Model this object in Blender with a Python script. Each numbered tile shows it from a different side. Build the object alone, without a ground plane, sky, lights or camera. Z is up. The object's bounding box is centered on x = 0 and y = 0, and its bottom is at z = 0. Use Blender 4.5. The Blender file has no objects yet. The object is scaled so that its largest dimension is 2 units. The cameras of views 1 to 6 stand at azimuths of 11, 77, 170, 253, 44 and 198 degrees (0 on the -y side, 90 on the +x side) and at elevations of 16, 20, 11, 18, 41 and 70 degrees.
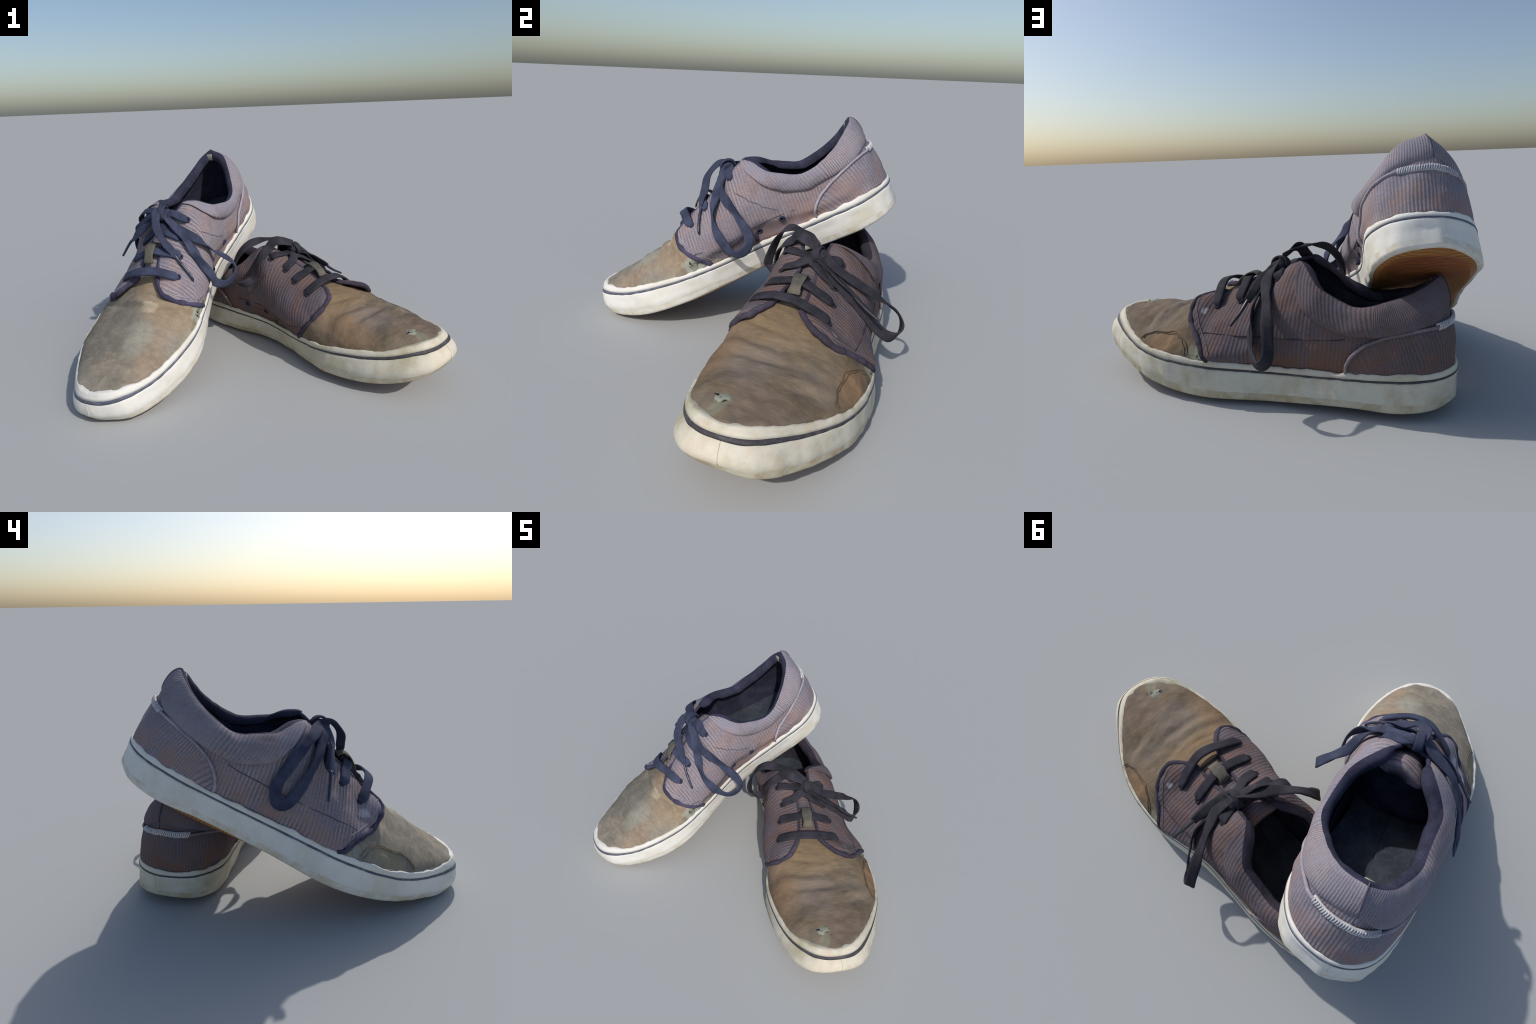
"""A pair of worn low-top canvas sneakers: a right shoe leaning its heel on the heel of the left shoe.
Both shoes share one parametric last (mirrored); each has its own lacing, wear and pose."""
import bpy, bmesh, math, random
import numpy as np
from mathutils import Matrix, Vector, noise

# ------------------------------------------------------------------ curve helpers
def pchip(xs, ys, q):
    """monotone cubic interpolation of rows ys over xs"""
    xs = np.asarray(xs, float); ys = np.asarray(ys, float)
    if ys.ndim == 1: ys = ys[:, None]; squeeze = True
    else: squeeze = False
    h = np.diff(xs)[:, None]; d = np.diff(ys, axis=0) / h
    m = np.zeros_like(ys); m[0], m[-1] = d[0], d[-1]
    for i in range(1, len(xs) - 1):
        a, b = d[i - 1], d[i]
        w1, w2 = 2 * h[i] + h[i - 1], h[i] + 2 * h[i - 1]
        with np.errstate(divide='ignore', invalid='ignore'):
            hm = (w1 + w2) / (w1 / a + w2 / b)
        m[i] = np.where(a * b > 0, hm, 0)
    q = np.clip(np.asarray(q, float), xs[0], xs[-1]); i = np.clip(np.searchsorted(xs, q, side='right') - 1, 0, len(xs) - 2)
    t = ((q - xs[i]) / (xs[i + 1] - xs[i]))[..., None]; H = (xs[i + 1] - xs[i])[..., None]
    r = (2*t**3-3*t**2+1)*ys[i] + (t**3-2*t**2+t)*H*m[i] + (-2*t**3+3*t**2)*ys[i+1] + (t**3-t**2)*H*m[i+1]
    return r[..., 0] if squeeze else r

def catmull(P, n, closed=False):
    P = np.asarray(P, float)
    if closed: P = np.vstack([P[-1], P, P[0], P[1]])
    else: P = np.vstack([2*P[0]-P[1], P, 2*P[-1]-P[-2]])
    k = len(P) - 3; t = np.linspace(0, k, n, endpoint=not closed); i = np.minimum(t.astype(int), k - 1); u = (t - i)[:, None]
    a, b, c, d = P[i], P[i+1], P[i+2], P[i+3]
    return .5*((2*b)+(-a+c)*u+(2*a-5*b+4*c-d)*u*u+(-a+3*b-3*c+d)*u**3)

def resample(P, n):
    P = np.asarray(P, float); s = np.r_[0, np.cumsum(np.linalg.norm(np.diff(P, axis=0), axis=1))]
    q = np.linspace(0, s[-1], n); return np.stack([np.interp(q, s, P[:, k]) for k in range(P.shape[1])], 1)

def smooth01(x): x = np.clip(x, 0, 1); return x*x*(3-2*x)
def unit(v): return v / (np.linalg.norm(v, axis=-1, keepdims=True) + 1e-12)
def nz(p, s, seed=0.): return noise.noise(Vector((p[0]*s+seed, p[1]*s-seed*.7, p[2]*s+seed*1.3)))
def nzv(P, s, seed=0.):
    sh = P.shape[:-1]; return np.array([nz(p, s, seed) for p in P.reshape(-1, 3)]).reshape(sh)

# ------------------------------------------------------------------ the last
# feather line: where the canvas meets the rubber, heel -> medial -> toe -> lateral (x forward, y medial, z up)
FEATHER = np.array([[0,0,.27],[.046,.16,.268],[.204,.246,.265],[.434,.234,.267],[.766,.206,.27],[1.079,.265,.292],[1.314,.286,.328],
    [1.581,.223,.379],[1.716,.118,.429],[1.756,0,.439],[1.722,-.109,.433],[1.563,-.251,.38],[1.362,-.345,.334],[1.09,-.356,.303],
    [.774,-.264,.273],[.43,-.238,.272],[.216,-.200,.272],[.063,-.131,.273]])
# lower edge of the rubber wall, same stations
WALL = np.array([[-.004,-.006,.142],[.055,.166,.126],[.216,.235,.109],[.463,.214,.115],[.757,.18,.139],[1.055,.232,.157],[1.313,.295,.182],
    [1.572,.25,.213],[1.76,.15,.274],[1.815,-.002,.31],[1.770,-.165,.288],[1.57,-.295,.232],[1.34,-.366,.174],[1.073,-.373,.146],
    [.755,-.290,.140],[.42,-.257,.144],[.203,-.218,.124],[.058,-.142,.128]])
NF = len(FEATHER)
def ring(P, t):
    """closed spline at station parameter t (0 heel .. 9 toe .. 18)"""
    t = np.asarray(t, float) % NF; i = t.astype(int); u = (t - i)[..., None]
    a, b, c, d = P[(i-1) % NF], P[i % NF], P[(i+1) % NF], P[(i+2) % NF]
    return .5*((2*b)+(-a+c)*u+(2*a-5*b+4*c-d)*u*u+(-a+3*b-3*c+d)*u**3)
def ring_out(t):
    d = ring(FEATHER, t + .02) - ring(FEATHER, t - .02); n = np.stack([-d[..., 1], d[..., 0], 0*d[..., 0]], -1)
    n = -n  # heel->medial->toe runs clockwise seen from above... flipped below when needed
    c = np.array([.85, -.02, 0]); p = ring(FEATHER, t)
    s = np.sign(((p - c)*n*np.array([.15, 1, 0])).sum(-1, keepdims=True)); return unit(n*np.where(s == 0, 1, s))

# columns of the upper: (feather station medial, lateral; top point medial, lateral; fullness medial, lateral; bulge medial, lateral; puff)
COL = [
 (0,   0,    (.060,.031,.650),(.060,.031,.650), 2.0,2.0, 0,0, 0),
 (1,   1,    (.095,.122,.623),(.105,-.028,.621), 2.0,1.6, .004,.0, 0),
 (2,   2,    (.235,.203,.547),(.222,-.100,.565), 2.0,1.55, .012,.0, 0),
 (3,   3,    (.40,.260,.518),(.375,-.150,.538), 2.0,1.65, .020,.004, 0),
 (3.5, 3.5,  (.56,.243,.593),(.53,-.150,.608), 2.1,1.8, .038,.014, 0),
 (4.0, 3.85, (.685,.130,.715),(.685,-.022,.711), 2.4,1.8, .060,.024, 0),
 (4.5, 4.45, (.86,.040,.644),(.86,.040,.644), 2.2,1.28, .068,.034, 0),
 (5,   5,    (1.05,.030,.587),(1.05,.030,.587), 2.2,1.20, .042,.022, 0),
 (5.5, 5.4,  (1.17,.030,.543),(1.17,.030,.543), 2.0,1.45, .010,.004, 0),
 (6,   5.9,  (1.29,.030,.494),(1.29,.030,.494), 1.8,1.6, 0,0, 0),
 (6.5, 6.4,  (1.41,.030,.474),(1.41,.030,.474), 1.8,1.65, 0,0, 0),
 (7,   7.1,  (1.52,.028,.461),(1.52,.028,.461), 1.8,1.75, 0,0, 0),
 (8,   8,    (1.63,.022,.450),(1.63,.022,.450), 1.9,1.9, 0,0, 0),
 (9,   9,    (1.68,.015,.446),(1.68,.015,.446), 2.0,2.0, 0,0, 0)]
K = np.arange(len(COL), dtype=float)
_tm = np.array([c[0] for c in COL]); _tl = np.array([c[1] for c in COL])
_U = {1: np.array([c[2] for c in COL]), -1: np.array([c[3] for c in COL])}
_n = {1: np.array([c[4] for c in COL], float), -1: np.array([c[5] for c in COL], float)}
_b = {1: np.array([c[6] for c in COL], float), -1: np.array([c[7] for c in COL], float)}
_p = np.array([c[8] for c in COL], float)

def station(k, side): return pchip(K, _tm, k) if side > 0 else NF - pchip(K, _tl, k)
def body(k, v, side):
    """upper surface of the last: k along the shoe (0 heel .. 13 toe), v from the feather line (0) to the top (1)"""
    k, v = np.broadcast_arrays(np.asarray(k, float), np.asarray(v, float))
    t = station(k, side); F = ring(FEATHER, t); U = pchip(K, _U[side], k); n = pchip(K, _n[side], k)[..., None]
    th = np.clip(v, 0, 1)[..., None]*math.pi/2
    hx = np.cos(th).clip(1e-9)**(2/n); hz = np.sin(th).clip(1e-9)**(2/n)
    P = np.empty(F.shape); P[..., :2] = U[..., :2] + (F-U)[..., :2]*hx; P[..., 2:] = F[..., 2:] + (U-F)[..., 2:]*hz
    s = np.sin(math.pi*np.clip(v, 0, 1))
    P += ring_out(t)*(pchip(K, _b[side], k)*np.sin(math.pi*np.clip(v, 0, 1)**.58)*smooth01((v+.01)/.16))[..., None]; P[..., 2] += pchip(K, _p, k)*s
    return P
def body_normal(k, v, side):
    e = .02; k = np.asarray(k, float); v = np.clip(np.asarray(v, float), .015, .985)
    du = body(np.minimum(k+e, 13), v, side) - body(np.maximum(k-e, 0), v, side); dv = body(k, v+.012, side) - body(k, v-.012, side)
    n = unit(np.cross(du, dv)); s = np.sign((n*(ring_out(station(k, side)) + np.array([0, 0, .6]))).sum(-1, keepdims=True))
    return n*np.where(s == 0, 1, s)
_gk = np.linspace(0, 13, 261); _gv = np.linspace(0, 1, 101); _G = {}
_b0 = _b[-1].copy(); _F0, _W0 = FEATHER.copy(), WALL.copy()
_n0 = {s: a.copy() for s, a in _n.items()}; _U0 = {s: a.copy() for s, a in _U.items()}
def shape_last(cfg):
    """each shoe has been walked into its own forefoot: fuller or flatter vamp"""
    FEATHER[:] = _F0; WALL[:] = _W0; w = cfg['waist']
    for i, f in ((13, .35), (14, 1.), (15, .75), (16, .2)): FEATHER[i, 1] -= w*f; WALL[i, 1] -= w*f*1.3; FEATHER[i, 2] += .25*w*f; WALL[i, 2] += .25*w*f+cfg['waist_z']*f
    for i in (11, 12, 13): FEATHER[i, 1] += cfg['ball']*(.5 if i == 11 else .8); WALL[i, 1] += cfg['ball']*(.5 if i == 11 else 1.)
    _b[-1][:] = _b0*cfg['side_lat']
    for s in (1, -1):
        _n[s][:] = _n0[s]; _U[s][:] = _U0[s]
        for k, dn, dz in cfg['vamp_med' if s > 0 else 'vamp_lat']: _n[s][k] += dn; _U[s][k, 2] += dz
        _G[s] = body(_gk[:, None], _gv[None, :], s)
def locate(P, side):
    out = []
    for p in np.atleast_2d(P):
        i = ((_G[side]-p)**2).sum(-1).argmin(); out.append((_gk[i//101], _gv[i % 101]))
    return np.array(out)

# ------------------------------------------------------------------ mesh helpers
class Shoe: pass
S = Shoe()
def add(name, V, faces, mat, parent=None, smooth=True, angle=None, weld=False):
    V = np.asarray(V, float).reshape(-1, 3).copy()
    if S.mirror: V[:, 1] *= -1; faces = [tuple(reversed(f)) for f in faces]
    me = bpy.data.meshes.new(name); me.from_pydata(V.tolist(), [], [tuple(int(i) for i in f) for f in faces]); me.validate()
    if weld:
        bm = bmesh.new(); bm.from_mesh(me); bmesh.ops.remove_doubles(bm, verts=bm.verts, dist=2e-4); bm.to_mesh(me); bm.free()
    if smooth: me.polygons.foreach_set('use_smooth', [True]*len(me.polygons))
    me.materials.append(mat)
    if angle is not None: me.set_sharp_from_angle(angle=math.radians(angle))
    o = bpy.data.objects.new(name, me); bpy.context.scene.collection.objects.link(o); o.parent = parent or S.root
    return o
def grid_faces(r, c, off=0, wrap_r=False, wrap_c=False):
    F = []
    for i in range(r if wrap_r else r-1):
        for j in range(c if wrap_c else c-1):
            a, b = i, (i+1) % r; d, e = j, (j+1) % c
            F.append((off+a*c+d, off+b*c+d, off+b*c+e, off+a*c+e))
    return F
def orient(V, F, centre):
    """flip all faces if most look towards the centre"""
    V = np.asarray(V).reshape(-1, 3); s = 0
    for f in F[::max(1, len(F)//300)]:
        p = V[list(f)]; n = np.cross(p[1]-p[0], p[2]-p[0]); s += np.dot(n, p.mean(0)-centre)
    return F if s > 0 else [tuple(reversed(f)) for f in F]
def shell(outer, inner):
    """closed sheet between two grids of the same size"""
    r, c = outer.shape[:2]; n = r*c; V = np.vstack([outer.reshape(-1, 3), inner.reshape(-1, 3)])
    F = grid_faces(r, c) + [tuple(reversed(f)) for f in grid_faces(r, c, n)]
    b = [(i, 0) for i in range(r)] + [(r-1, j) for j in range(1, c)] + [(i, c-1) for i in range(r-2, -1, -1)] + [(0, j) for j in range(c-2, 0, -1)]
    for (i, j), (p, q) in zip(b, b[1:]+b[:1]): F.append((p*c+q, i*c+j, n+i*c+j, n+p*c+q))
    return V, F
def tube(P, rad, seg=8, closed=False, flat=1.0, up=None):
    P = np.asarray(P, float); m = len(P); T = unit(np.gradient(P, axis=0)) if not closed else unit(np.roll(P, -1, 0)-np.roll(P, 1, 0))
    rad = np.broadcast_to(rad, (m,)); ref = np.array([0, 0, 1.]) if up is None else up
    ref = np.broadcast_to(ref, (m, 3)); A = unit(np.cross(T, ref)); B = np.cross(A, T)
    a = np.arange(seg)*math.tau/seg
    V = P[:, None] + rad[:, None, None]*(np.cos(a)[None, :, None]*A[:, None] + flat*np.sin(a)[None, :, None]*B[:, None])
    F = grid_faces(m, seg, wrap_r=closed, wrap_c=True)
    if not closed: F += [tuple(range(seg)), tuple((m-1)*seg+i for i in reversed(range(seg)))]
    return V.reshape(-1, 3), F
def ribbon(P, normals, width, thick=.009):
    """flat woven lace: rounded rectangular section swept along P, face turned to the given normals"""
    P = np.asarray(P, float); m = len(P); T = unit(np.gradient(P, axis=0)); Nn = unit(normals - (normals*T).sum(-1, keepdims=True)*T)
    W = np.cross(T, Nn); w = np.broadcast_to(width, (m,))[:, None]/2; h = np.broadcast_to(thick, (m,))[:, None]/2
    sec = [(-1, -.35), (-.93, -.85), (-.5, -1.05), (0, -.9), (.5, -1.05), (.93, -.85), (1, -.35), (1, .35), (.93, .85), (.5, 1.05), (0, .9), (-.5, 1.05), (-.93, .85), (-1, .35)]
    V = np.stack([P + W*w*a + Nn*h*b for a, b in sec], 1); c = len(sec)
    return V.reshape(-1, 3), grid_faces(m, c, wrap_c=True) + [tuple(range(c)), tuple((m-1)*c+i for i in reversed(range(c)))]
def join(parts):
    V, F, o = [], [], 0
    for v, f in parts:
        V.append(np.asarray(v).reshape(-1, 3)); F += [tuple(i+o for i in x) for x in f]; o += len(V[-1])
    return np.vstack(V), F

# ------------------------------------------------------------------ materials
def srgb(r, g, b):
    return tuple((c/12.92 if c <= .04045 else ((c+.055)/1.055)**2.4) for c in (r/255, g/255, b/255))
class NT:
    def __init__(s, name, rough=.85, spec=.25):
        s.m = bpy.data.materials.new(name); s.m.use_nodes = True; s.t = s.m.node_tree; s.b = s.t.nodes['Principled BSDF']
        s.b.inputs['Roughness'].default_value = rough; s.b.inputs['Specular IOR Level'].default_value = spec
        s.co = s.t.nodes.new('ShaderNodeTexCoord').outputs['Object']
    def n(s, kind, **kw):
        x = s.t.nodes.new(kind)
        for k, v in kw.items(): setattr(x, k, v)
        return x
    def link(s, a, b): s.t.links.new(a, b)
    def put(s, sock, v):
        if isinstance(v, bpy.types.NodeSocket): s.link(v, sock)
        elif isinstance(v, (tuple, list)) and len(v) == 3 and sock.type == 'RGBA': sock.default_value = (*v, 1)
        else: sock.default_value = v
    def mapping(s, scale=(1, 1, 1), loc=(0, 0, 0), rot=(0, 0, 0)):
        x = s.n('ShaderNodeMapping'); s.link(s.co, x.inputs[0]); x.inputs['Scale'].default_value = scale; x.inputs['Location'].default_value = loc; x.inputs['Rotation'].default_value = rot
        return x.outputs[0]
    def noise(s, scale, detail=4, rough=.6, vec=None, dist=0., sc=None, loc=(0, 0, 0)):
        x = s.n('ShaderNodeTexNoise'); s.link(vec if vec else s.mapping(sc or (1, 1, 1), loc), x.inputs['Vector'])
        x.inputs['Scale'].default_value = scale; x.inputs['Detail'].default_value = detail; x.inputs['Roughness'].default_value = rough; x.inputs['Distortion'].default_value = dist
        return x.outputs['Fac']
    def ramp(s, fac, lo, hi):
        x = s.n('ShaderNodeMapRange', interpolation_type='SMOOTHSTEP'); s.link(fac, x.inputs['Value']); x.inputs['From Min'].default_value = lo; x.inputs['From Max'].default_value = hi
        return x.outputs['Result']
    def math(s, op, a, b=0., c=0.):
        x = s.n('ShaderNodeMath', operation=op)
        for i, v in enumerate((a, b, c)): s.put(x.inputs[i], v)
        return x.outputs[0]
    def mix(s, fac, a, b, blend='MIX'):
        x = s.n('ShaderNodeMix', data_type='RGBA', blend_type=blend); s.put(x.inputs['Factor'], fac); s.put(x.inputs['A'], a); s.put(x.inputs['B'], b)
        return x.outputs['Result']
    def sep(s, vec=None):
        x = s.n('ShaderNodeSeparateXYZ'); s.link(vec or s.co, x.inputs[0]); return x.outputs
    def blob(s, centre, radius, wob=.35, wscale=14., soft=.35):
        """irregular patch around a point (radius per axis), 1 inside"""
        x = s.n('ShaderNodeVectorMath', operation='SUBTRACT'); s.link(s.co, x.inputs[0]); c = list(centre)
        if S.mirror: c[1] *= -1
        x.inputs[1].default_value = c
        y = s.n('ShaderNodeVectorMath', operation='DIVIDE'); s.link(x.outputs[0], y.inputs[0]); y.inputs[1].default_value = radius
        z = s.n('ShaderNodeVectorMath', operation='LENGTH'); s.link(y.outputs[0], z.inputs[0])
        d = s.math('ADD', z.outputs['Value'], s.math('MULTIPLY', s.math('SUBTRACT', s.noise(wscale, 3), .5), wob*2.2))
        return s.math('SUBTRACT', 1., s.ramp(d, 1-soft, 1+soft))
    def bump(s, h, strength=.4, dist=.01, prev=None):
        x = s.n('ShaderNodeBump'); s.link(h, x.inputs['Height']); x.inputs['Strength'].default_value = strength; x.inputs['Distance'].default_value = dist
        if prev: s.link(prev, x.inputs['Normal'])
        return x.outputs[0]
    def done(s, col, normal=None, rough=None):
        s.put(s.b.inputs['Base Color'], col)
        if normal: s.link(normal, s.b.inputs['Normal'])
        if rough is not None: s.put(s.b.inputs['Roughness'], rough)
        return s.m

def mat_corduroy(name, ridge, groove, tint, freq=340., lean=0., warm=None):
    """canvas with raised wales running up the shoe"""
    m = NT(name, .9, .2)
    x, y, z = m.sep()[:3]
    # distance along the shoe, bending round the heel
    ang = m.math('ARCTAN2', m.math('ABSOLUTE', y), m.math('SUBTRACT', .3, x)); arc = m.math('MULTIPLY_ADD', ang, .40, .3-.40*math.pi/2)
    far = m.math('GREATER_THAN', x, .3); run = m.math('ADD', m.math('MULTIPLY', far, x), m.math('MULTIPLY', m.math('SUBTRACT', 1., far), arc))
    lin = m.math('ADD', run, m.math('MULTIPLY', m.math('MULTIPLY', z, lean), m.ramp(x, -.05, .5)))
    wob = m.noise(6, 3, .5); ph = m.math('MULTIPLY_ADD', lin, freq, m.math('MULTIPLY', wob, 7.))
    w = m.math('MULTIPLY_ADD', m.math('SINE', ph), .5, .5)
    fade = m.ramp(m.noise(6, 4, .6, loc=(3, 1, 2)), .36, .66)
    w2 = m.math('MULTIPLY_ADD', m.math('SUBTRACT', m.math('POWER', w, 1.3), .45), m.math('MULTIPLY_ADD', fade, .85, .28), .5)
    fine = m.noise(150, 3, .75); blot = m.noise(5.0, 5, .65, loc=(5, 2, 1)); dirt = m.noise(8, 5, .65, loc=(1, 7, 3)); lum = m.noise(4.2, 4, .6, loc=(9, 3, 2)); fuzz = m.noise(55, 4, .75, loc=(2, 2, 8))
    c = m.mix(w2, groove, ridge)
    c = m.mix(m.math('MULTIPLY', m.ramp(blot, .40, .62), .65), c, tint)
    if warm: c = m.mix(m.math('MULTIPLY', m.ramp(dirt, .46, .70), .5), c, warm)
    c = m.mix(m.math('MULTIPLY', m.ramp(lum, .55, .38), .30), c, m.mix(1., c, (.62, .60, .60), 'MULTIPLY'))
    c = m.mix(m.math('MULTIPLY', m.math('MULTIPLY', m.ramp(fuzz, .5, .75), w), .35), c, tuple(min(1, k*1.5+.03) for k in ridge))
    c = m.mix(m.math('MULTIPLY', m.ramp(fine, .42, .78), .28), c, tuple(min(1, k*1.5+.03) for k in ridge))
    c = m.mix(m.math('MULTIPLY', m.ramp(fine, .52, .28), .30), c, tuple(k*.6 for k in groove))
    low = m.math('MULTIPLY', m.ramp(z, .46, .30), m.ramp(m.noise(7, 5, .65, loc=(6, 6, 1)), .40, .62))
    c = m.mix(m.math('MULTIPLY', low, .75), c, warm)
    n = m.bump(fine, .25, .003, m.bump(w, .30, .005))
    return m, c, n

def build_materials(P):
    M = {}
    # quarters
    for key, ax, fr in (('cord', .10, 335.), ('cord_collar', -.25, 420.), ('cord_heel', -.5, 330.)):
        m, c, n = mat_corduroy('ribbed_canvas_' + key, P['ridge'], P['groove'], P['tint'], fr, ax, P['warm'])
        if key == 'cord_collar': c = m.mix(m.math('MULTIPLY', m.ramp(m.noise(5, 4, .6, loc=(2, 5, 5)), .35, .65), .5), c, P['collar'])
        if key == 'cord':
            c = m.mix(m.math('MULTIPLY', m.blob((.88, .27, .305), (.30, .12, .062), .12, 10., .25), .42), c, tuple(k*.75 for k in P['groove']))
            for cen, r in P['scuffs']:
                c = m.mix(m.math('MULTIPLY', m.blob(cen, r, .9, 45., .5), .6), c, srgb(195, 194, 198))
        M[key] = m.done(c, n)
    # vamp: plain worn canvas, stained
    m = NT('stained_canvas', .9, .2)
    st = m.noise(5, 5, .65, sc=(1.6, .8, 1.2)); big = m.noise(3.2, 4, .6, loc=(4, 4, 4)); fib = m.noise(26, 5, .7, sc=(5., .5, 2.)) if not P['grey_toe'] else m.noise(22, 5, .7, sc=(2.2, 1.1, 1.5))
    fine = m.noise(190, 2, .7)
    c = m.mix(m.ramp(st, .35, .65), P['v_dark'], P['v_base'])
    c = m.mix(m.math('MULTIPLY', m.ramp(big, .45, .65), .7), c, P['v_alt'])
    for cen, r, col, a in P['v_blobs']: c = m.mix(m.math('MULTIPLY', m.blob(cen, r, .35, 7., .55), a), c, col)
    c = m.mix(m.math('MULTIPLY', m.ramp(fib, .45, .75), .35), c, P['v_light'])
    c = m.mix(m.math('MULTIPLY', m.ramp(fib, .55, .3), .35), c, P['v_dark'])
    for cen, r, col, a in P['v_spots']: c = m.mix(m.math('MULTIPLY', m.blob(cen, r, .55, 30., .3), a), c, col)
    c = m.mix(m.math('MULTIPLY', m.ramp(fine, .5, .8), .18), c, P['v_light'])
    M['vamp'] = m.done(c, m.bump(fine, .3, .003, m.bump(m.noise(20, 4, .6), .3, .008)))
    # rubber
    m = NT('aged_rubber', .62, .4)
    d = m.noise(5, 5, .65); sp = m.noise(34, 4, .7, loc=(2, 3, 1)); streak = m.noise(11, 5, .7, sc=(1, 1, 3.))
    c = m.mix(m.math('MULTIPLY', m.ramp(d, .4, .7), P['dirt']), P['rubber'], P['rubber_dirt'])
    c = m.mix(m.math('MULTIPLY', m.ramp(streak, .55, .8), P['dirt']*.6), c, P['rubber_grey'])
    c = m.mix(m.math('MULTIPLY', m.ramp(sp, .66, .8), P['dirt']*.7), c, P['rubber_spot'])
    c = m.mix(m.math('MULTIPLY', m.ramp(m.noise(14, 5, .7, loc=(8, 1, 5)), .50, .72), P['dirt']*.55), c, P['rubber_warm'])
    c = m.mix(m.math('MULTIPLY', m.ramp(m.noise(90, 3, .7, loc=(4, 4, 1)), .66, .76), P['dirt']*.6), c, P['rubber_spot'])
    for cen, r, col, a in P['r_blobs']: c = m.mix(m.math('MULTIPLY', m.blob(cen, r, .6, 22., .5), a), c, col)
    M['rubber'] = m.done(c, m.bump(m.noise(60, 4, .6), .2, .003, m.bump(m.noise(9, 3), .25, .01)))
    # grime line along the bottom of the wall
    m = NT('grimy_rubber', .7, .3)
    g = m.noise(12, 5, .7)
    M['rubber_low'] = m.done(m.mix(m.ramp(g, .38, .68), m.mix(.35*P['dirt'], P['rubber'], P['rubber_dirt']), P['grime']), m.bump(m.noise(50, 4), .25, .004))
    # stripe
    m = NT('dark_stripe', .6, .35); M['stripe'] = m.done(m.mix(m.ramp(m.noise(30, 4, .7), .45, .75), P['stripe'], P['stripe_worn']))
    # gum sole: concentric tread waves, paler at the rim
    m = NT('gum_sole', .55, .4); x, y, z = m.sep()[:3]
    yy = m.math('SUBTRACT', y, 0.); cx = m.math('SUBTRACT', x, .24)
    rr = m.math('POWER', m.math('ADD', m.math('MULTIPLY', cx, cx), m.math('MULTIPLY', yy, yy)), .5)
    wv = m.math('MULTIPLY_ADD', m.math('SINE', m.math('MULTIPLY_ADD', x, 330., m.math('MULTIPLY', m.math('SINE', m.math('MULTIPLY', y, 55.)), 1.1))), .5, .5)
    c = m.mix(m.ramp(m.noise(6, 4), .35, .7), srgb(140, 82, 46), srgb(166, 100, 52))
    c = m.mix(m.math('MULTIPLY', m.ramp(rr, .15, .215), .75), c, srgb(176, 124, 62))
    c = m.mix(m.math('MULTIPLY', wv, .35), c, srgb(98, 58, 36))
    M['sole'] = m.done(c, m.bump(wv, .5, .008))
    # dark cloths
    def cloth(name, a, b, scale=120, rough=.9):
        m = NT(name, rough, .2); f = m.noise(scale, 3, .7); big = m.noise(9, 3, .6)
        c = m.mix(m.ramp(big, .35, .7), a, b); c = m.mix(m.math('MULTIPLY', m.ramp(f, .45, .75), .25), c, tuple(min(1, k*1.8+.01) for k in b))
        return m.done(c, m.bump(f, .3, .003))
    M['lace'] = cloth('lace_weave', P['lace'], P['lace2'], 170)
    M['aglet'] = (lambda m: m.done(m.mix(m.ramp(m.noise(30), .5, .7), P['lace'], P['lace2'])))(NT('aglet_plastic', .3, .5))
    M['lining'] = cloth('lining_cloth', P['lining'], P['lining2'], 90)
    M['binding'] = cloth('edge_binding', P['bind'], P['bind2'], 90)
    M['piping'] = cloth('piping_cord', P['pipe'], P['pipe2'], 120)
    M['insole'] = cloth('insole_cloth', srgb(54, 60, 70), srgb(74, 80, 88), 60)
    M['edge_thread'] = cloth('edge_thread', P['ridge'], P['pipe'], 80)
    M['stitch'] = cloth('pale_thread', srgb(182, 182, 188), srgb(215, 213, 212), 80)
    M['vamp_thread'] = cloth('brown_thread', P['v_thread'], P['v_thread'], 80)
    M['seam'] = cloth('dark_thread', P['seam'], P['seam'], 80)
    M['label'] = cloth('olive_label', srgb(80, 78, 72), srgb(104, 100, 90), 60)
    M['heel_tag'] = cloth('pale_tag', srgb(150, 150, 138), srgb(180, 178, 160), 40)
    M['tear'] = cloth('frayed_cloth', srgb(118, 120, 106), srgb(148, 150, 136), 45)
    M['hole'] = (lambda m: m.done(srgb(22, 22, 28)))(NT('dark_hole', .9, .1))
    M['eyelet'] = cloth('eyelet_rim', P['bind'], P['lace'], 60)
    return M

# ------------------------------------------------------------------ parts
FRONT = {1: [(1.074,.285,.284),(1.125,.290,.355),(1.18,.265,.43),(1.218,.225,.51),(1.222,.172,.56)],
        -1: [(1.032,-.350,.282),(1.10,-.310,.375),(1.155,-.268,.42),(1.205,-.212,.475),(1.217,-.130,.545)]}
EDGE = {1: [(.685,.130,.720),(.78,.095,.69),(.887,.072,.648),(.977,.078,.615),(1.104,.10,.59),(1.172,.128,.585),(1.222,.172,.56)],
       -1: [(.685,-.022,.716),(.78,-.022,.68),(.89,-.028,.635),(1.014,-.036,.59),(1.123,-.046,.568),(1.178,-.082,.565),(1.217,-.130,.545)]}
EYE = {1: [(1.089,.210,.537),(.974,.185,.570),(.872,.158,.605),(.757,.160,.635)],
      -1: [(1.087,-.147,.499),(.970,-.129,.540),(.871,-.112,.585),(.743,-.088,.617)]}
VG = lambda k: pchip([0, 1, 2, 3, 4, 4.6, 5], [.47, .42, .42, .44, .50, .66, .93], k)

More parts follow.
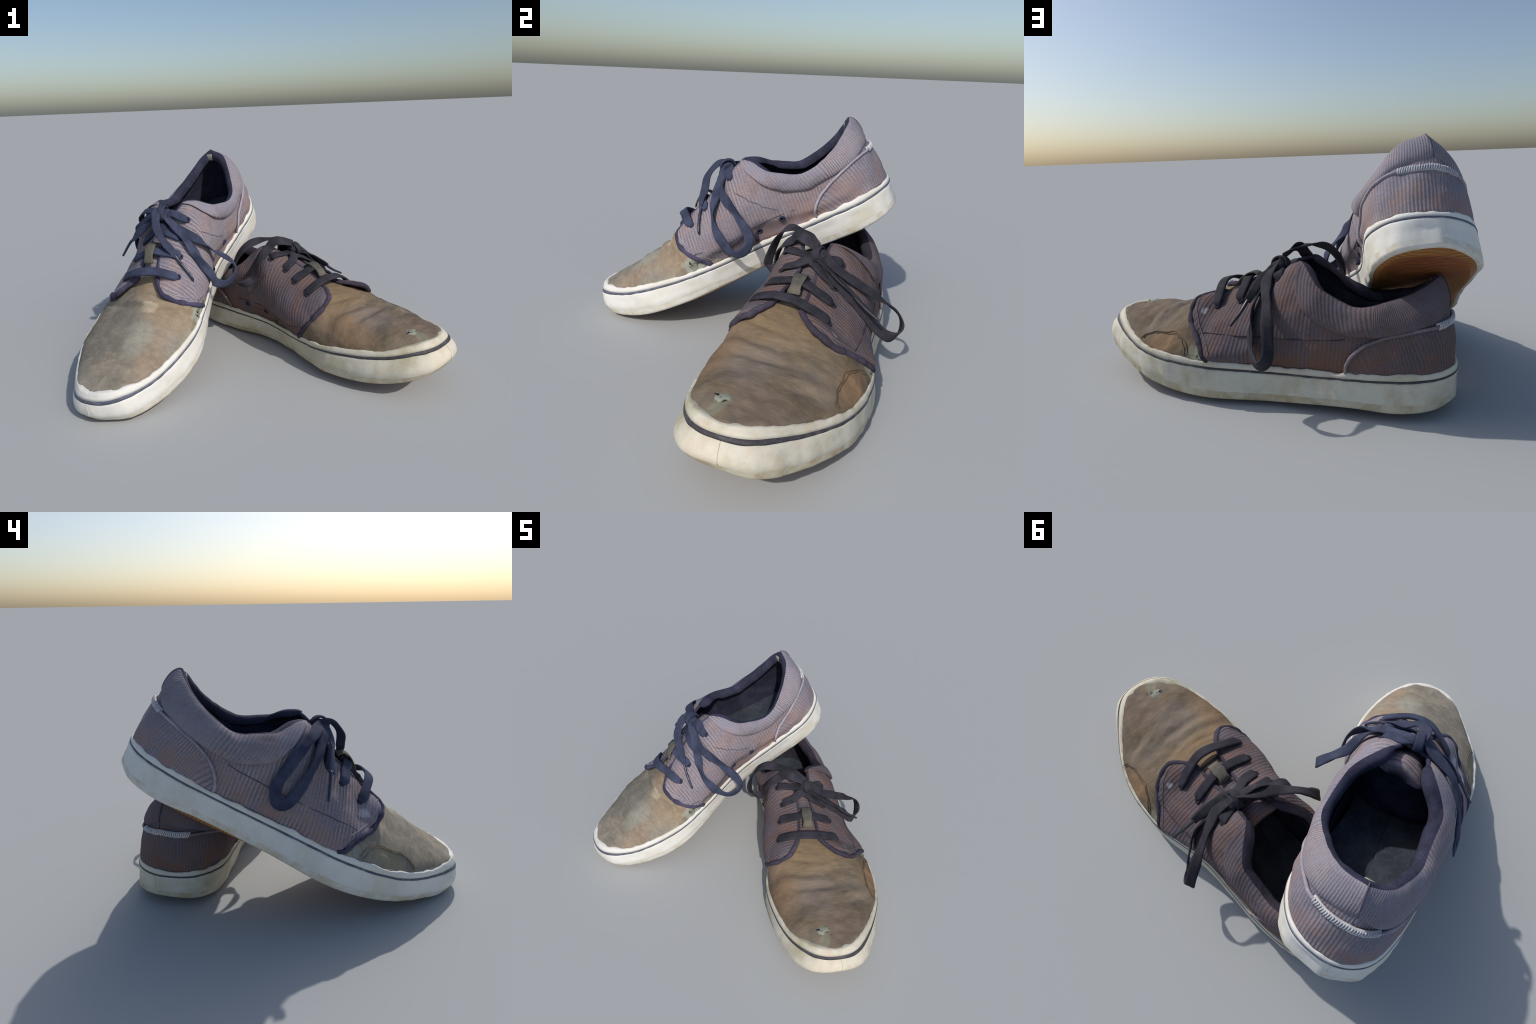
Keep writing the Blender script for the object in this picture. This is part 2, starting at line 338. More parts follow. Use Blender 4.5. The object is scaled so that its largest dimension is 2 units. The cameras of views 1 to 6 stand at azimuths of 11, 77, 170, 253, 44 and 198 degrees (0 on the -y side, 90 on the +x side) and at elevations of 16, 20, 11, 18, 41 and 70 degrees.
def quarter_domain(side, nu=150, nv=46):
    """(k, v) grid of one quarter: Coons patch between feather line, heel seam, facing front and eyestay"""
    fr = locate(catmull(FRONT[side], 24), side); fr[0, 1] = 0; ed = locate(catmull(EDGE[side], 30), side)
    ed[0] = (5, 1.)
    sm = lambda a: np.vstack([a[:1], (a[:-2]+2*a[1:-1]+a[2:])/4, a[-1:]])
    for _ in range(3): fr, ed = sm(fr), sm(ed)
    ed[-1] = fr[-1]
    w = np.array([1, 5.])
    kt = np.linspace(0, 5, 60); top = np.vstack([np.stack([kt, np.minimum(1, VG(kt)+.05)], 1)[:-1], ed])
    a = np.linspace(0, 1, nu); b = 1-(1-np.linspace(0, 1, nv))**1.0
    T = resample(top*w, nu)/w; R = resample(fr*w, nv)/w; B = np.stack([a*fr[0, 0], 0*a], 1); L = np.stack([0*b, b*top[0, 1]], 1)
    A_, B_ = a[:, None, None], b[None, :, None]
    C = (1-B_)*B[:, None]+B_*T[:, None]+(1-A_)*L[None]+A_*R[None]-((1-A_)*(1-B_)*B[0]+A_*(1-B_)*B[-1]+(1-A_)*B_*T[0]+A_*B_*T[-1])
    C[..., 0] = C[..., 0].clip(0, 13); C[..., 1] = C[..., 1].clip(0, 1)
    return C

def lift(C, side):
    """how far the quarter stands off the last; the facing tip curls up"""
    P = body(C[..., 0], C[..., 1], side); tip = np.array(FRONT[side][-1])
    d = np.linalg.norm(P-tip, axis=-1); return -.005 + .006*smooth01((C[..., 0]-5)/1.5) + (.024+S.tip[0 if side > 0 else 1])*smooth01(1-d/.17)
def quarter_surface(C, side, extra=0.):
    P = body(C[..., 0], C[..., 1], side); N = body_normal(C[..., 0], C[..., 1], side)
    h = lift(C, side)+extra
    P = P + N*np.asarray(h)[..., None]
    w = nzv(P, 7, 3.1+S.seed+side)*.007 + nzv(P, 16, 1.7+S.seed+side)*.0045
    return P + N*w[..., None], N

def on_quarter(P, side, off=.0):
    kv = locate(P, side); Q, N = quarter_surface(kv, side, off); return Q, N

def build_shoe(cfg, P, index):
    shape_last(cfg); S.tip = cfg['tip']; S.mirror, S.seed = cfg['mirror'], cfg['seed']; rng = random.Random(cfg['seed'])
    root = bpy.data.objects.new('canvas_sneaker', None); bpy.context.scene.collection.objects.link(root); S.root = root
    root['label'] = cfg['label']; root['category'] = 'sneaker shoe'
    R = np.array(cfg['R']); root.matrix_world = Matrix([[*R[i], cfg['O'][i]] for i in range(3)] + [[0, 0, 0, 1]])
    M = build_materials(P)
    mid = np.array([.8, 0, .3])

    # --- rubber wall: rows swept round the shoe
    n = 420; t = np.linspace(0, NF, n, endpoint=False); F = ring(FEATHER, t); W = ring(WALL, t); o = ring_out(t)
    toe = np.exp(-((t-9)/2.3)**2)[:, None]; heel = np.exp(-(np.minimum(t, NF-t)/1.6)**2)[:, None]
    wob = np.array([nz(p, 14, S.seed) for p in F])[:, None]; wob2 = np.array([nz(p, 30, S.seed+4) for p in F])[:, None]
    z1 = np.array([[0, 0, 1.]])
    bumper = (smooth01((t-5.35)/.12)*smooth01((12.55-t)/.12))[:, None]   # extra toe strip overlaps the side wall
    tz = np.clip(toe*1.15, 0, 1)
    def lp(f):
        """point on the wall; at the toe it runs out over a ledge first and then drops"""
        f = np.broadcast_to(np.asarray(f, float), (n, 1)); g = f+tz*((1-np.clip(1-f, 0, 1)**2.4)*np.where(f > 1, f, 1)-f)
        return F+(W-F)*np.concatenate([g, g, f], 1)
    s0 = .135+.015*toe + .012*wob; s1 = s0+.066+.035*toe+cfg['toe_stripe']*toe+.012*wob2
    lip = (.008*wob + .005*wob2)*(1-.55*toe) + .0015*np.array([nz(p, 60, S.seed+2) for p in F])[:, None]
    lump = np.array([nz(p, 9, S.seed+9) for p in W])[:, None]*.007+np.array([nz(p, 24, S.seed+5) for p in W])[:, None]*.003
    ex = .004*bumper
    rows_tape = [F-o*.022-z1*.004, F-o*.012+z1*(.001+lip*.6), F-o*.003+z1*(.002+lip), F+o*(.003+ex)+z1*(.004+lip), F+o*(.007+ex)+z1*(.001+lip), lp(s0*.5)+o*(.009+ex), lp(s0)+o*(.009+ex), lp(s0+.01)+o*(.004+ex)]
    rows_str = [lp(s0)+o*(.004+ex), lp(s0+.005)+o*(.0095+ex), lp((s0+s1)/2)+o*(.0112+ex), lp(s1-.005)+o*(.0100+ex), lp(s1)+o*(.004+ex)]
    bul = .007+(.004+cfg['toe_blunt'])*toe-.006*heel+cfg['toe_side']*np.exp(-((t-8.0)/1.2)**2)[:, None]
    rows_wall = [lp(s1-.01)+o*(.004+ex), lp(s1)+o*(.0085+ex), lp(s1+.06)+o*(.0095+ex)]
    for f in (.42, .52, .62, .72): rows_wall.append(lp(f)+o*(.0085+(bul-.0085)*math.sin(math.pi*min(1, (f-.25)/.75))+ex+lump))
    rows_wall.append(lp(.82)+o*(.8*bul+lump))
    rows_low = [lp(.82)+o*(.8*bul+lump), lp(.90)+o*(.55*bul+lump), lp(.97)+o*(.30*bul+lump), lp(1.02)+o*(.05*bul+lump)-z1*.002, lp(1.05)-o*.008-z1*.004, W-o*.020-z1*(.012+.004*toe)]
    for nm, rows, mt in (('foxing_tape', rows_tape, 'rubber'), ('foxing_stripe', rows_str, 'stripe'), ('foxing', rows_wall, 'rubber'), ('foxing_edge', rows_low, 'rubber_low')):
        V = np.stack(rows, 0); add(nm, V, orient(V, grid_faces(len(rows), n, wrap_c=True), mid), M[mt])
    # --- outsole
    rim = [rows_low[-1], W-o*.030-z1*(.017+.005*toe), W-o*.040-z1*(.020+.006*toe)]; e = rim[-1]; zb = lambda x: pchip([-.1, .1, .25, .5, .8, 1.1, 1.3, 1.5, 1.7, 1.85], [.125, .106, .099, .106, .121, .132, .155, .192, .245, .290], x)
    rr = list(rim)
    for f in (.985, .96, .9, .75, .5, .25, 0.):
        q = e.copy(); ax = np.clip(e[:, :1], .3, 1.45); c = np.concatenate([ax, -.03-.02*(ax-.8), 0*ax], 1)
        q[:, :2] = c[:, :2]+(e-c)[:, :2]*f; bl = smooth01((1-f)/.04)
        q[:, 2] = e[:, 2]*(1-bl)+(zb(q[:, 0])+.010*smooth01((1-f)/.3)*np.exp(-((q[:, 0]-.3)/.3)**2))*bl; rr.append(q)
    V = np.stack(rr, 0); add('outsole', V, orient(V, grid_faces(len(rr), n, wrap_c=True), np.array([.8, 0, 1.])), M['sole'], weld=True)
    # --- where the rubber strip meets itself at heel and toe
    for tj in (17.9, 9.15):
        ij = int(round(tj/NF*n)) % n; pj = np.stack([r[ij] for r in rows_wall[1:]]); add('rubber_joint', *tube(catmull(pj+o[ij]*.0004, 30), .0012, 6), M['rubber_low'])
    # --- insole
    iz = pchip(*cfg['insole'], F[:, 0])[:, None]; ii = [F-o*(.034+.25*np.maximum(0, iz))+z1*iz]
    for f in (.9, .6, .3, 0.):
        q = ii[0].copy(); ax = np.clip(q[:, :1], .3, 1.45); q[:, :2] = np.concatenate([ax, 0*ax-.02], 1)+(q[:, :2]-np.concatenate([ax, 0*ax-.02], 1))*f
        q[:, 2] = ii[0][:, 2]-.012*(1-f); ii.append(q)
    V = np.stack(ii, 0); add('insole', V, orient(V, grid_faces(len(ii), n, wrap_c=True), np.array([.8, 0, -1.])), M['insole'], weld=True)

    # --- vamp
    kk = np.linspace(6.55, 13, 130); v1 = np.linspace(0, 1, 56)
    rowsP, rowsN = [], []
    for side, vs in ((-1, v1), (1, v1[::-1][1:])):
        k2, vv = np.meshgrid(kk, vs, indexing='ij'); k2 = k2+(13-k2)/6.45*.72*smooth01((vv-.45)/.4); rowsP.append(body(k2, vv, side)); rowsN.append(body_normal(k2, vv, side))
    Pv, Nv = np.concatenate(rowsP, 1), np.concatenate(rowsN, 1)
    Nv[:, 55] = unit(Nv[:, 54]+Nv[:, 56])
    # folds of the forefoot: crosswise creases bending back at the sides
    X, Y = Pv[..., 0], Pv[..., 1]
    d = nzv(Pv, 6, S.seed)*.011 + nzv(Pv, 15, S.seed+2)*cfg['rumple'] + nzv(Pv, 34, S.seed+6)*cfg['rumple']*.35
    wv = nzv(Pv*np.array([1, 1, 0]), 5, S.seed+11)*.05
    for x0, bend, width, amp, ctr, sp in cfg['creases']:
        u = X-(x0-bend*(Y-.02)**2+wv*.5); d += amp*np.exp(-(u/width)**2)*np.exp(-((Y-ctr)/sp)**2)
        d -= .6*amp*np.exp(-((u-1.7*width)/width)**2)*np.exp(-((Y-ctr)/sp)**2)
    edge = smooth01(np.concatenate([v1, v1[::-1][1:]])/.12)[None, :]*smooth01((13-kk)/.9)[:, None]
    under = -.004-.010*(1-smooth01((np.linspace(6.55, 13, 130)-6.6)/1.6))[:, None]; Pv = Pv+Nv*(d*edge+under*edge)[..., None]
    V, Fc = shell(Pv, Pv-Nv*.012); vamp = add('vamp', V, orient(V, Fc, np.array([1.3, 0, .2])), M['vamp'], weld=True)
    def on_vamp(p, off=0.):
        i = ((Pv-np.asarray(p))**2).sum(-1).argmin(); return Pv.reshape(-1, 3)[i]+Nv.reshape(-1, 3)[i]*off, Nv.reshape(-1, 3)[i]
    # stitched half-round patch on the outer side of the vamp
    parts = []
    for sh in (0, .016):
        arc = [(1.155-sh, -.342, .318), (1.185-sh, -.325, .375), (1.245, -.312, .412+sh), (1.315, -.305, .418+sh), (1.375+sh, -.295, .405), (1.415+sh, -.300, .375), (1.432+sh, -.308, .348)]
        Q = np.array([on_vamp(p, .003)[0] for p in catmull(arc, 60)]); Q = catmull(Q[::4], 70)
        parts.append(tube(Q-np.array([0, 0, .0008]), .0017, 6))
    add('patch_stitching', *join(parts), M['vamp_thread'], vamp)

    # --- quarters
    quarters = {}; surf = {}
    for side in (1, -1):
        C = quarter_domain(side); Q, N = quarter_surface(C, side); surf[side] = (Q[::3, ::2], N[::3, ::2]); inn = Q-N*.012
        V, Fc = shell(Q, inn); q = quarters[side] = add('quarter', V, orient(V, Fc, np.array([.6, 0, .3])), M['cord'])
        # binding along front edge and eyestay
        jt = C.shape[0]; e1 = Q[-1, :, :]; cut = int(np.argmin(abs(C[:, -1, 0]-5.0))); e2 = Q[cut:, -1, :][::-1]
        path = np.vstack([e1, e2[1:]]); nn = np.vstack([N[-1], N[cut:, -1][::-1][1:]])
        path = resample(path-nn*.006, 120)
        for _ in range(2): path[1:-1] = (path[:-2]+2*path[1:-1]+path[2:])/4
        rad = np.where(np.arange(120) < 66, .0145, .0092)*(1+.40*np.array([nz(p, 30, 5) for p in path]))
        add('facing_binding', *tube(path, rad, 8), M['binding'], q)
        # row of stitching just behind the edge
        seam = [C[-4-int(0), :, :]]
        sp = resample(quarter_surface(C[-6, 2:, :], side, .0004)[0], 90)
        for _ in range(4): sp[1:-1] = (sp[:-2]+2*sp[1:-1]+sp[2:])/4
        add('edge_stitching', *tube(sp, .0030, 6), M['edge_thread'], q)
        # long seam of the foot band
        if side < 0: pts = [(1.10, -.28, .415), (.90, -.27, .408), (.70, -.25, .408), (.50, -.25, .412), (.37, -.25, .425)]
        else: pts = [(1.15, .262, .385), (1.03, .25, .375), (.90, .24, .365), (.796, .24, .378), (.629, .25, .368), (.48, .255, .35)]
        sq, sn = on_quarter(catmull(pts, 50), side, -.001); sq = catmull(sq[::5], 90)
        add('seam', *tube(sq, .0032, 6), M['seam'], q)
        if side > 0:
            sq, sn = on_quarter(catmull([(.80, .20, .60), (.74, .235, .52), (.68, .25, .45), (.614, .26, .39)], 40), side, -.001); sq = catmull(sq[::5], 60)
            add('seam', *tube(sq, .0026, 6), M['seam'], q)
        # eyelets, rims plus dark bores
        holes = [(p, .0125, .0055) for p in EYE[side]]
        if side > 0: holes += [((.627, .256, .337), .0125, .006), ((.762, .24, .325), .0125, .006)]
        for p, r, w in holes:
            c, nrm = on_quarter(p, side, .001); c, nrm = c[0], unit(nrm[0]); a = unit(np.cross(nrm, [0, 0, 1.])); b = np.cross(nrm, a)
            th = np.arange(20)*math.tau/20; circ = c+r*(np.cos(th)[:, None]*a+np.sin(th)[:, None]*b)
            add('eyelet', *tube(circ, w, 8, closed=True, up=nrm), M['eyelet'], q)
            disc = np.vstack([[c+nrm*.0015], c+nrm*.0015+(r+.001)*(np.cos(th)[:, None]*a+np.sin(th)[:, None]*b)])
            add('eyelet_bore', disc, orient(disc, [(0, 1+i, 1+(i+1) % 20) for i in range(20)], c-nrm), M['hole'], q)

    # --- heel counter patch
    CS = {1: [(.012, .03, .470), (.06, .145, .462), (.15, .215, .452), (.27, .238, .42), (.36, .25, .385), (.425, .252, .34), (.45, .243, .30), (.453, .238, .27)],
         -1: [(.012, .03, .470), (.05, -.09, .462), (.14, -.17, .452), (.25, -.215, .43), (.33, -.24, .395), (.385, -.255, .345), (.403, -.262, .305), (.405, -.263, .275)]}
    cols, pipe, heelpts = [], [], []
    for side in (-1, 1):
        kv = locate(catmull(CS[side], 70), side)
        for _ in range(3): kv[1:-1] = (kv[:-2]+2*kv[1:-1]+kv[2:])/4
        kv[0, 0] = 0; kb = np.linspace(0, 1, 70)**1.0
        kend = kv[-1, 0]; bot = np.stack([kend*np.linspace(0, 1, 70), np.zeros(70)], 1)
        s = np.linspace(0, 1, 22)[None, :, None]; D = bot[:, None]*(1-s)+kv[:, None]*s
        Q, N = quarter_surface(D, side, .007); cols.append((Q, N, side))
        pq, pn = quarter_surface(kv, side, .010); pipe.append((pq, pn))
    outer = np.concatenate([cols[0][0][::-1], cols[1][0][1:]], 0); nn = np.concatenate([cols[0][1][::-1], cols[1][1][1:]], 0)
    for _ in range(3): outer[67:72] = (outer[66:71]+2*outer[67:72]+outer[68:73])/4
    V, Fc = shell(outer, outer-nn*.012); counter = add('heel_counter', V, orient(V, Fc, np.array([.5, 0, .35])), M['cord_heel'])
    pth = np.vstack([pipe[0][0][::-1], pipe[1][0][1:]]); pth = resample(pth, 200)
    for _ in range(4): pth[1:-1] = (pth[:-2]+2*pth[1:-1]+pth[2:])/4
    add('counter_piping', *tube(pth, .0075, 8), M['piping'], counter)
    # bar-tacked pale band round the back of the piping
    hi = int(np.argmin(np.linalg.norm(pth-np.array([.0, .03, .47]), axis=1))); parts = []
    seg = resample(pth[max(0, hi-22):hi+23], 30); tg = unit(np.gradient(seg, axis=0)); ctr = np.array([.35, .03, .47])
    outw = []
    for p in seg:
        sd = 1 if p[1] > .03 else -1; kv_ = locate(p, sd)[0]; outw.append(body_normal(kv_[0], kv_[1], sd))
    outw = np.array(outw); outw[:, 2] = 0
    for _ in range(4): outw[1:-1] = (outw[:-2]+2*outw[1:-1]+outw[2:])/4
    outw = unit(outw); upv = unit(np.cross(outw, tg)); upv *= np.sign(upv[:, 2:])
    add('heel_band', *ribbon(seg-outw*(.003+.006*np.linspace(-1, 1, 30)[:, None]**6), outw, .028, .011), M['stitch'], counter)
    for i in range(1, 29):
        a = seg[i]+outw[i]*.0022; dr = upv[i]*.0130*rng.uniform(.85, 1.1)+tg[i]*.004*(1 if S.mirror else -1)*rng.uniform(.6, 1.3)
        parts.append(tube(np.array([a-dr, a-dr*.4+outw[i]*.003, a+dr*.4+outw[i]*.003, a+dr]), .0036, 6, up=outw[i]))
    st = add('bar_tack', *join(parts), M['stitch'], counter); st['kind'] = 'stuff'

    # --- padded collar and lining
    kc = np.linspace(0, 5.0, 90); rings = []; nin = 14
    for side in (-1, 1):
        vg = VG(kc); end = np.sqrt(np.clip(1-((kc-4.55)/.46).clip(0, 1)**2, 0, 1)); hw = np.clip(kc/1.0, 0, 1)
        t_ = station(kc, side); U = body(kc, np.ones_like(kc), side)
        du = np.gradient(U, axis=0); oo = np.stack([-du[:, 1]*side, du[:, 0]*side, 0*kc], 1); oo = unit(oo)
        back = np.array([-1., 0, 0]); oo = unit(oo*smooth01(kc/.9)[:, None]+back*(1-smooth01(kc/.9))[:, None])
        oo = unit(oo*(1-.6*smooth01((kc-4.4)/.6))[:, None]+np.array([.25, side*1., 0])*(.6*smooth01((kc-4.4)/.6))[:, None])
        e_ = (.12+.88*end)[:, None]; up_ = np.array([0, 0, 1.]); rows = []
        G_ = body(kc, vg, side)-oo*.014; T_ = U+up_*.002; I_ = U-oo*(.033*e_)-up_*(.052*e_)
        bez = lambda a, b, c, d, f: a*(1-f)**3+3*b*f*(1-f)**2+3*c*f*f*(1-f)+d*f**3
        for f in np.linspace(0, 1, 19): rows.append(bez(G_, G_+oo*((.058 if side > 0 else .062)*e_*(.5+.5*smooth01(kc/1.6))[:, None])+up_*(.002*e_), T_+oo*((.030 if side > 0 else .034)*e_)+up_*(.004*e_), T_, f))
        for f in np.linspace(.1, 1, 9): rows.append(bez(T_, T_-oo*(.030*e_)-up_*(.002*e_), I_-oo*(.006*e_)+up_*(.030*e_), I_, f))
        last = rows[-1]
        for f in np.linspace(.2, 1, 6):
            v = 1-f*.52; B = body(kc, np.full_like(kc, v), side); tgt = B-ring_out(t_)*.028; sfl = smooth01(f)
            q = last*(1-sfl)+tgt*sfl; q[:, 2] = last[:, 2]*(1-f)+tgt[:, 2]*f; rows.append(q)
        rings.append(np.stack(rows, 1))
    ring_all = np.concatenate([rings[0][::-1], rings[1][1:]], 0)
    m0 = 89
    for _ in range(3): ring_all[m0-4:m0+5] = (ring_all[m0-5:m0+4]+2*ring_all[m0-4:m0+5]+ring_all[m0-3:m0+6])/4
    Nz = nzv(ring_all, 9, S.seed+3)*.008+nzv(ring_all, 26, S.seed+5)*.0025
    cen = ring_all[:, 4:26].mean(1, keepdims=True); ring_all += unit(ring_all-cen)*Nz[..., None]
    split = 18
    out_part, in_part = ring_all[:, :split], ring_all[:, split-1:]
    V = out_part; collar = add('collar', V, orient(V, grid_faces(V.shape[0], V.shape[1]), np.array([.35, .03, .45])), M['cord_collar'])
    V = in_part; add('collar_lining', V, list(reversed([tuple(reversed(f)) for f in orient(V, grid_faces(V.shape[0], V.shape[1]), np.array([.35, .03, .45]))])), M['lining'], collar)
    # end caps of the collar roll
    for idx in (0, -1):
        loop = ring_all[idx]; c = loop.mean(0); Vc = np.vstack([loop, [c]]); Fc = [(i, i+1, len(loop)) for i in range(len(loop)-1)]+[(len(loop)-1, 0, len(loop))]
        add('collar_end', Vc, orient(Vc, Fc, np.array([.45, .03, .6])), M['cord_collar'], collar)
    # seam at the back of the collar
    bs = ring_all[m0, 0:split+2]; add('collar_seam', *tube(catmull(bs+unit(bs-cen[m0])*.001, 40), .003, 6), M['seam'], collar)
    # inner lining down to the insole and into the toe
    kl = np.linspace(0, 9.2, 110); vl = np.linspace(0, 1, 26); allr = []
    for side in (-1, 1):
        k2, vv = np.meshgrid(kl, vl, indexing='ij'); vtop = np.where(k2 < 5, vv*(.60+.0*k2), vv*(.60+.4*smooth01((k2-5)/.6)))
        B = body(k2, vtop, side); dp = smooth01((k2-5)/2.)[..., None]; inn = B-ring_out(station(k2, side))*.033-body_normal(k2, vtop, side)*(.010+.030*dp); inn[..., 2] -= .025*(1-vv)
        allr.append(inn)
    V = np.concatenate([allr[0][::-1], allr[1][1:]], 0); Fg = orient(V, grid_faces(V.shape[0], V.shape[1]), np.array([.5, 0, .3]))
    add('lining', V, [tuple(reversed(f)) for f in Fg], M['lining'])
    # pale tag inside the heel
    tg0 = ring_all[m0, split+4:split+10]; w_ = np.array([0, 1., 0]); inn = np.array([1., 0, .1])
    add('heel_tag', *ribbon(catmull(tg0+inn*.003, 12), np.tile(inn, (12, 1)), .036, .005), M['heel_tag'], collar)

    # --- tongue
    tc = catmull([(1.19,.03,.495),(1.12,.03,.540),(1.04,.03,.580),(.95,.03,.606),(.86,.036,.634),(.79,.045,.660),(.73,.052,.672),(.69,.056,.664),(.675,.058,.645)], 60)
    hw = pchip([0, .3, .6, .85, .95, 1], [.10, .10, .105, .11, .095, .06], np.linspace(0, 1, 60)); j = np.linspace(-1, 1, 25)
    TT = np.tile(tc[:, None], (1, 25, 1)); TT[..., 1] += hw[:, None]*j; drop = np.where(j < 0, .062, .040)*abs(j)**1.8
    TT[..., 2] -= drop[None]*(hw/.105)[:, None]; TT[..., 2] += nzv(TT, 12, S.seed)*.008-.004
    bulk = TT.copy(); bulk[..., 2] -= .016+.03*smooth01((np.arange(60)/59-.45)/.3)[:, None]*(1-abs(j)**4)[None]
    V, Fc = shell(TT, bulk); tongue = add('tongue', V, orient(V, Fc, tc.mean(0)-np.array([0, 0, .0])), M['cord'])
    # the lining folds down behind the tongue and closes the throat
    cl = catmull([(.70,.056,.650),(.675,.055,.610),(.655,.048,.54),(.645,.035,.46),(.655,.02,.37),(.68,.01,.29)], 40) + np.array([cfg['curtain'], 0, 0])
    cw = np.linspace(.105, .215, 40); CL_ = np.tile(cl[:, None], (1, 25, 1)); CL_[..., 1] += cw[:, None]*j; CL_[..., 0] += .05*abs(j)[None]**2; CL_[..., 2] -= (.05*abs(j)**2)[None]*np.linspace(1, 0, 40)[:, None]
    CL_[..., 0] += nzv(CL_, 11, S.seed+5)*.02; V, Fc = shell(CL_, CL_+np.array([.014, 0, 0])); add('tongue_lining', V, orient(V, Fc, cl.mean(0)), M['lining'], tongue)
    lx = catmull([(1.050,.03,.590),(1.032,.03,.612),(.985,.029,.641),(.945,.028,.641),(.925,.028,.620)], 16)
    lx += np.array(cfg['label_shift'])
    add('tongue_label', *ribbon(lx, np.tile([.3, 0, 1.], (16, 1)), .056*(1+.1*np.sin(np.arange(16))), .008), M['label'], tongue)

    # --- laces
    SP = np.vstack([surf[a][0].reshape(-1, 3) for a in (1, -1)]); SN = np.vstack([surf[a][1].reshape(-1, 3) for a in (1, -1)])
    def clear(Q, gap=.016, lo=3, hi=None):
        Q = Q.copy(); hi = len(Q)-3 if hi is None else hi
        for it in range(3):
            for i in range(lo, hi):
                j = ((SP-Q[i])**2).sum(1).argmin(); d = float((Q[i]-SP[j]) @ SN[j])
                if d < gap and np.linalg.norm(Q[i]-SP[j]) < .12: Q[i] += SN[j]*(gap-d)
            Q[1:-1] = (Q[:-2]+2*Q[1:-1]+Q[2:])/4
        return Q
    lace = bpy.data.objects.new('lace', None); bpy.context.scene.collection.objects.link(lace); lace.parent = root
    ex_ = lambda p, s: tuple(on_quarter(p, s, -.004)[0][0]); eo = lambda p, s: tuple(on_quarter(p, s, .012)[0][0])
    up = np.array([-.0, 0, 1.])
    bars = []
    mids = [[(1.11,.11,.597),(1.122,.055,.606),(1.125,.0,.603),(1.115,-.055,.580)], [(.985,.10,.618),(.985,.055,.627),(.985,.0,.620),(.98,-.055,.588)], None]
    for i in (0, 1):
        a, b = EYE[1][i], EYE[-1][i]; bars.append([ex_(a, 1), eo((a[0]+.004, a[1]-.02, a[2]+.01), 1), *mids[i], eo((b[0]+.004, b[1]+.02, b[2]+.012), -1), ex_(b, -1)])
    a, b = EYE[1][2], EYE[-1][2]
    bars.append([ex_(a, 1), eo((a[0]-.002, a[1]-.02, a[2]+.01), 1), (.865,.09,.652), (.84,.05,.670), (.83,.02,.668)])
    bars.append([ex_(b, -1), eo((b[0], b[1]+.02, b[2]+.01), -1), (.865,-.035,.634), (.845,.0,.656), (.83,.03,.664)])
    a, b = EYE[1][3], EYE[-1][3]; kn = np.array(cfg['knot'])
    bars.append([ex_(a, 1), eo((a[0]+.0, a[1]-.015, a[2]+.01), 1), tuple(kn+np.array([-.01, .055, -.015])), tuple(kn+np.array([0, .01, 0]))])
    bars.append([ex_(b, -1), eo((b[0], b[1]+.015, b[2]+.012), -1), tuple(kn+np.array([-.015, -.045, -.02])), tuple(kn+np.array([0, -.01, 0]))])
    for pts in bars:
        Q = resample(catmull(pts, 60), 44); T = unit(np.gradient(Q, axis=0)); nrm = np.tile(np.array([.15, 0, 1.]), (44, 1)); nrm[:, 1] = np.linspace(np.sign(pts[0][1]-.03)*.8, np.sign(pts[-1][1]-.03)*.8, 44)*1.0
        w = .050*(1+.1*np.array([nz(p, 25, S.seed) for p in Q])); w[:4] *= np.linspace(.55, 1, 4)
        if len(pts) > 6: w[-4:] *= np.linspace(1, .55, 4)
        add('lace_bar', *ribbon(Q, nrm, w, .014), M['lace'], lace)
    for nm, pts, rad_mix, w0 in cfg['laces']:
        closed_end = nm == 'lace_loop'; n_ = 110
        Q = clear(resample(catmull(pts, 240), n_), .022 if closed_end else .012, 6); T = unit(np.gradient(Q, axis=0))
        if closed_end:
            c = Q.mean(0); outv = unit(np.array([0, np.sign(c[1]-.02), .35])); radial = unit(Q-c)
            nrm = unit(radial*rad_mix+outv*(1-rad_mix))
        else: nrm = np.tile(unit(np.array([.3, np.sign(Q[-1, 1])*.8, .75])), (n_, 1))
        tw = np.array([nz(p, 6, S.seed+len(pts)) for p in Q])*1.3; nrm = nrm*np.cos(tw)[:, None]+np.cross(T, nrm)*np.sin(tw)[:, None]
        w = np.full(n_, w0)*(1+.14*np.array([nz(p, 14, S.seed+8) for p in Q])); th = np.full(n_, .009)
        if closed_end: w[:8] *= np.linspace(.6, 1, 8); w[-8:] *= np.linspace(1, .6, 8)
        if not closed_end:
            cut = int(n_*cfg['aglet_at']); body_q = slice(0, cut+3); w[cut-14:] *= np.linspace(1, .28, n_-cut+14).clip(.32, 1); th[cut-10:] = np.linspace(.009, .012, n_-cut+10)
            add('lace_end', *ribbon(Q[body_q], nrm[body_q], w[body_q], th[body_q]), M['lace'], lace)
            add('aglet', *tube(Q[cut:], np.linspace(.0085, .0065, n_-cut), 10), M['aglet'], lace)
        else: add(nm, *ribbon(Q, nrm, w, th), M['lace'], lace)
    # knot: a lumpy ball with a band wrapped over it
    u, v = np.meshgrid(np.linspace(0, math.tau, 28, endpoint=False), np.linspace(0, math.pi, 16), indexing='ij')
    sph = np.stack([.034*np.sin(v)*np.cos(u), .044*np.sin(v)*np.sin(u), .027*np.cos(v)], -1)
    sph = sph*(1+.35*nzv(sph, 28, S.seed)[..., None])+kn; Fk = grid_faces(28, 16, wrap_r=True)
    add('knot', sph, orient(sph, Fk, kn), M['lace'], lace)
    th = np.linspace(-.6, math.pi+.3, 30); band = kn+np.stack([.042*np.cos(th), .006*np.sin(th*1.3), .036*np.sin(th)], 1)
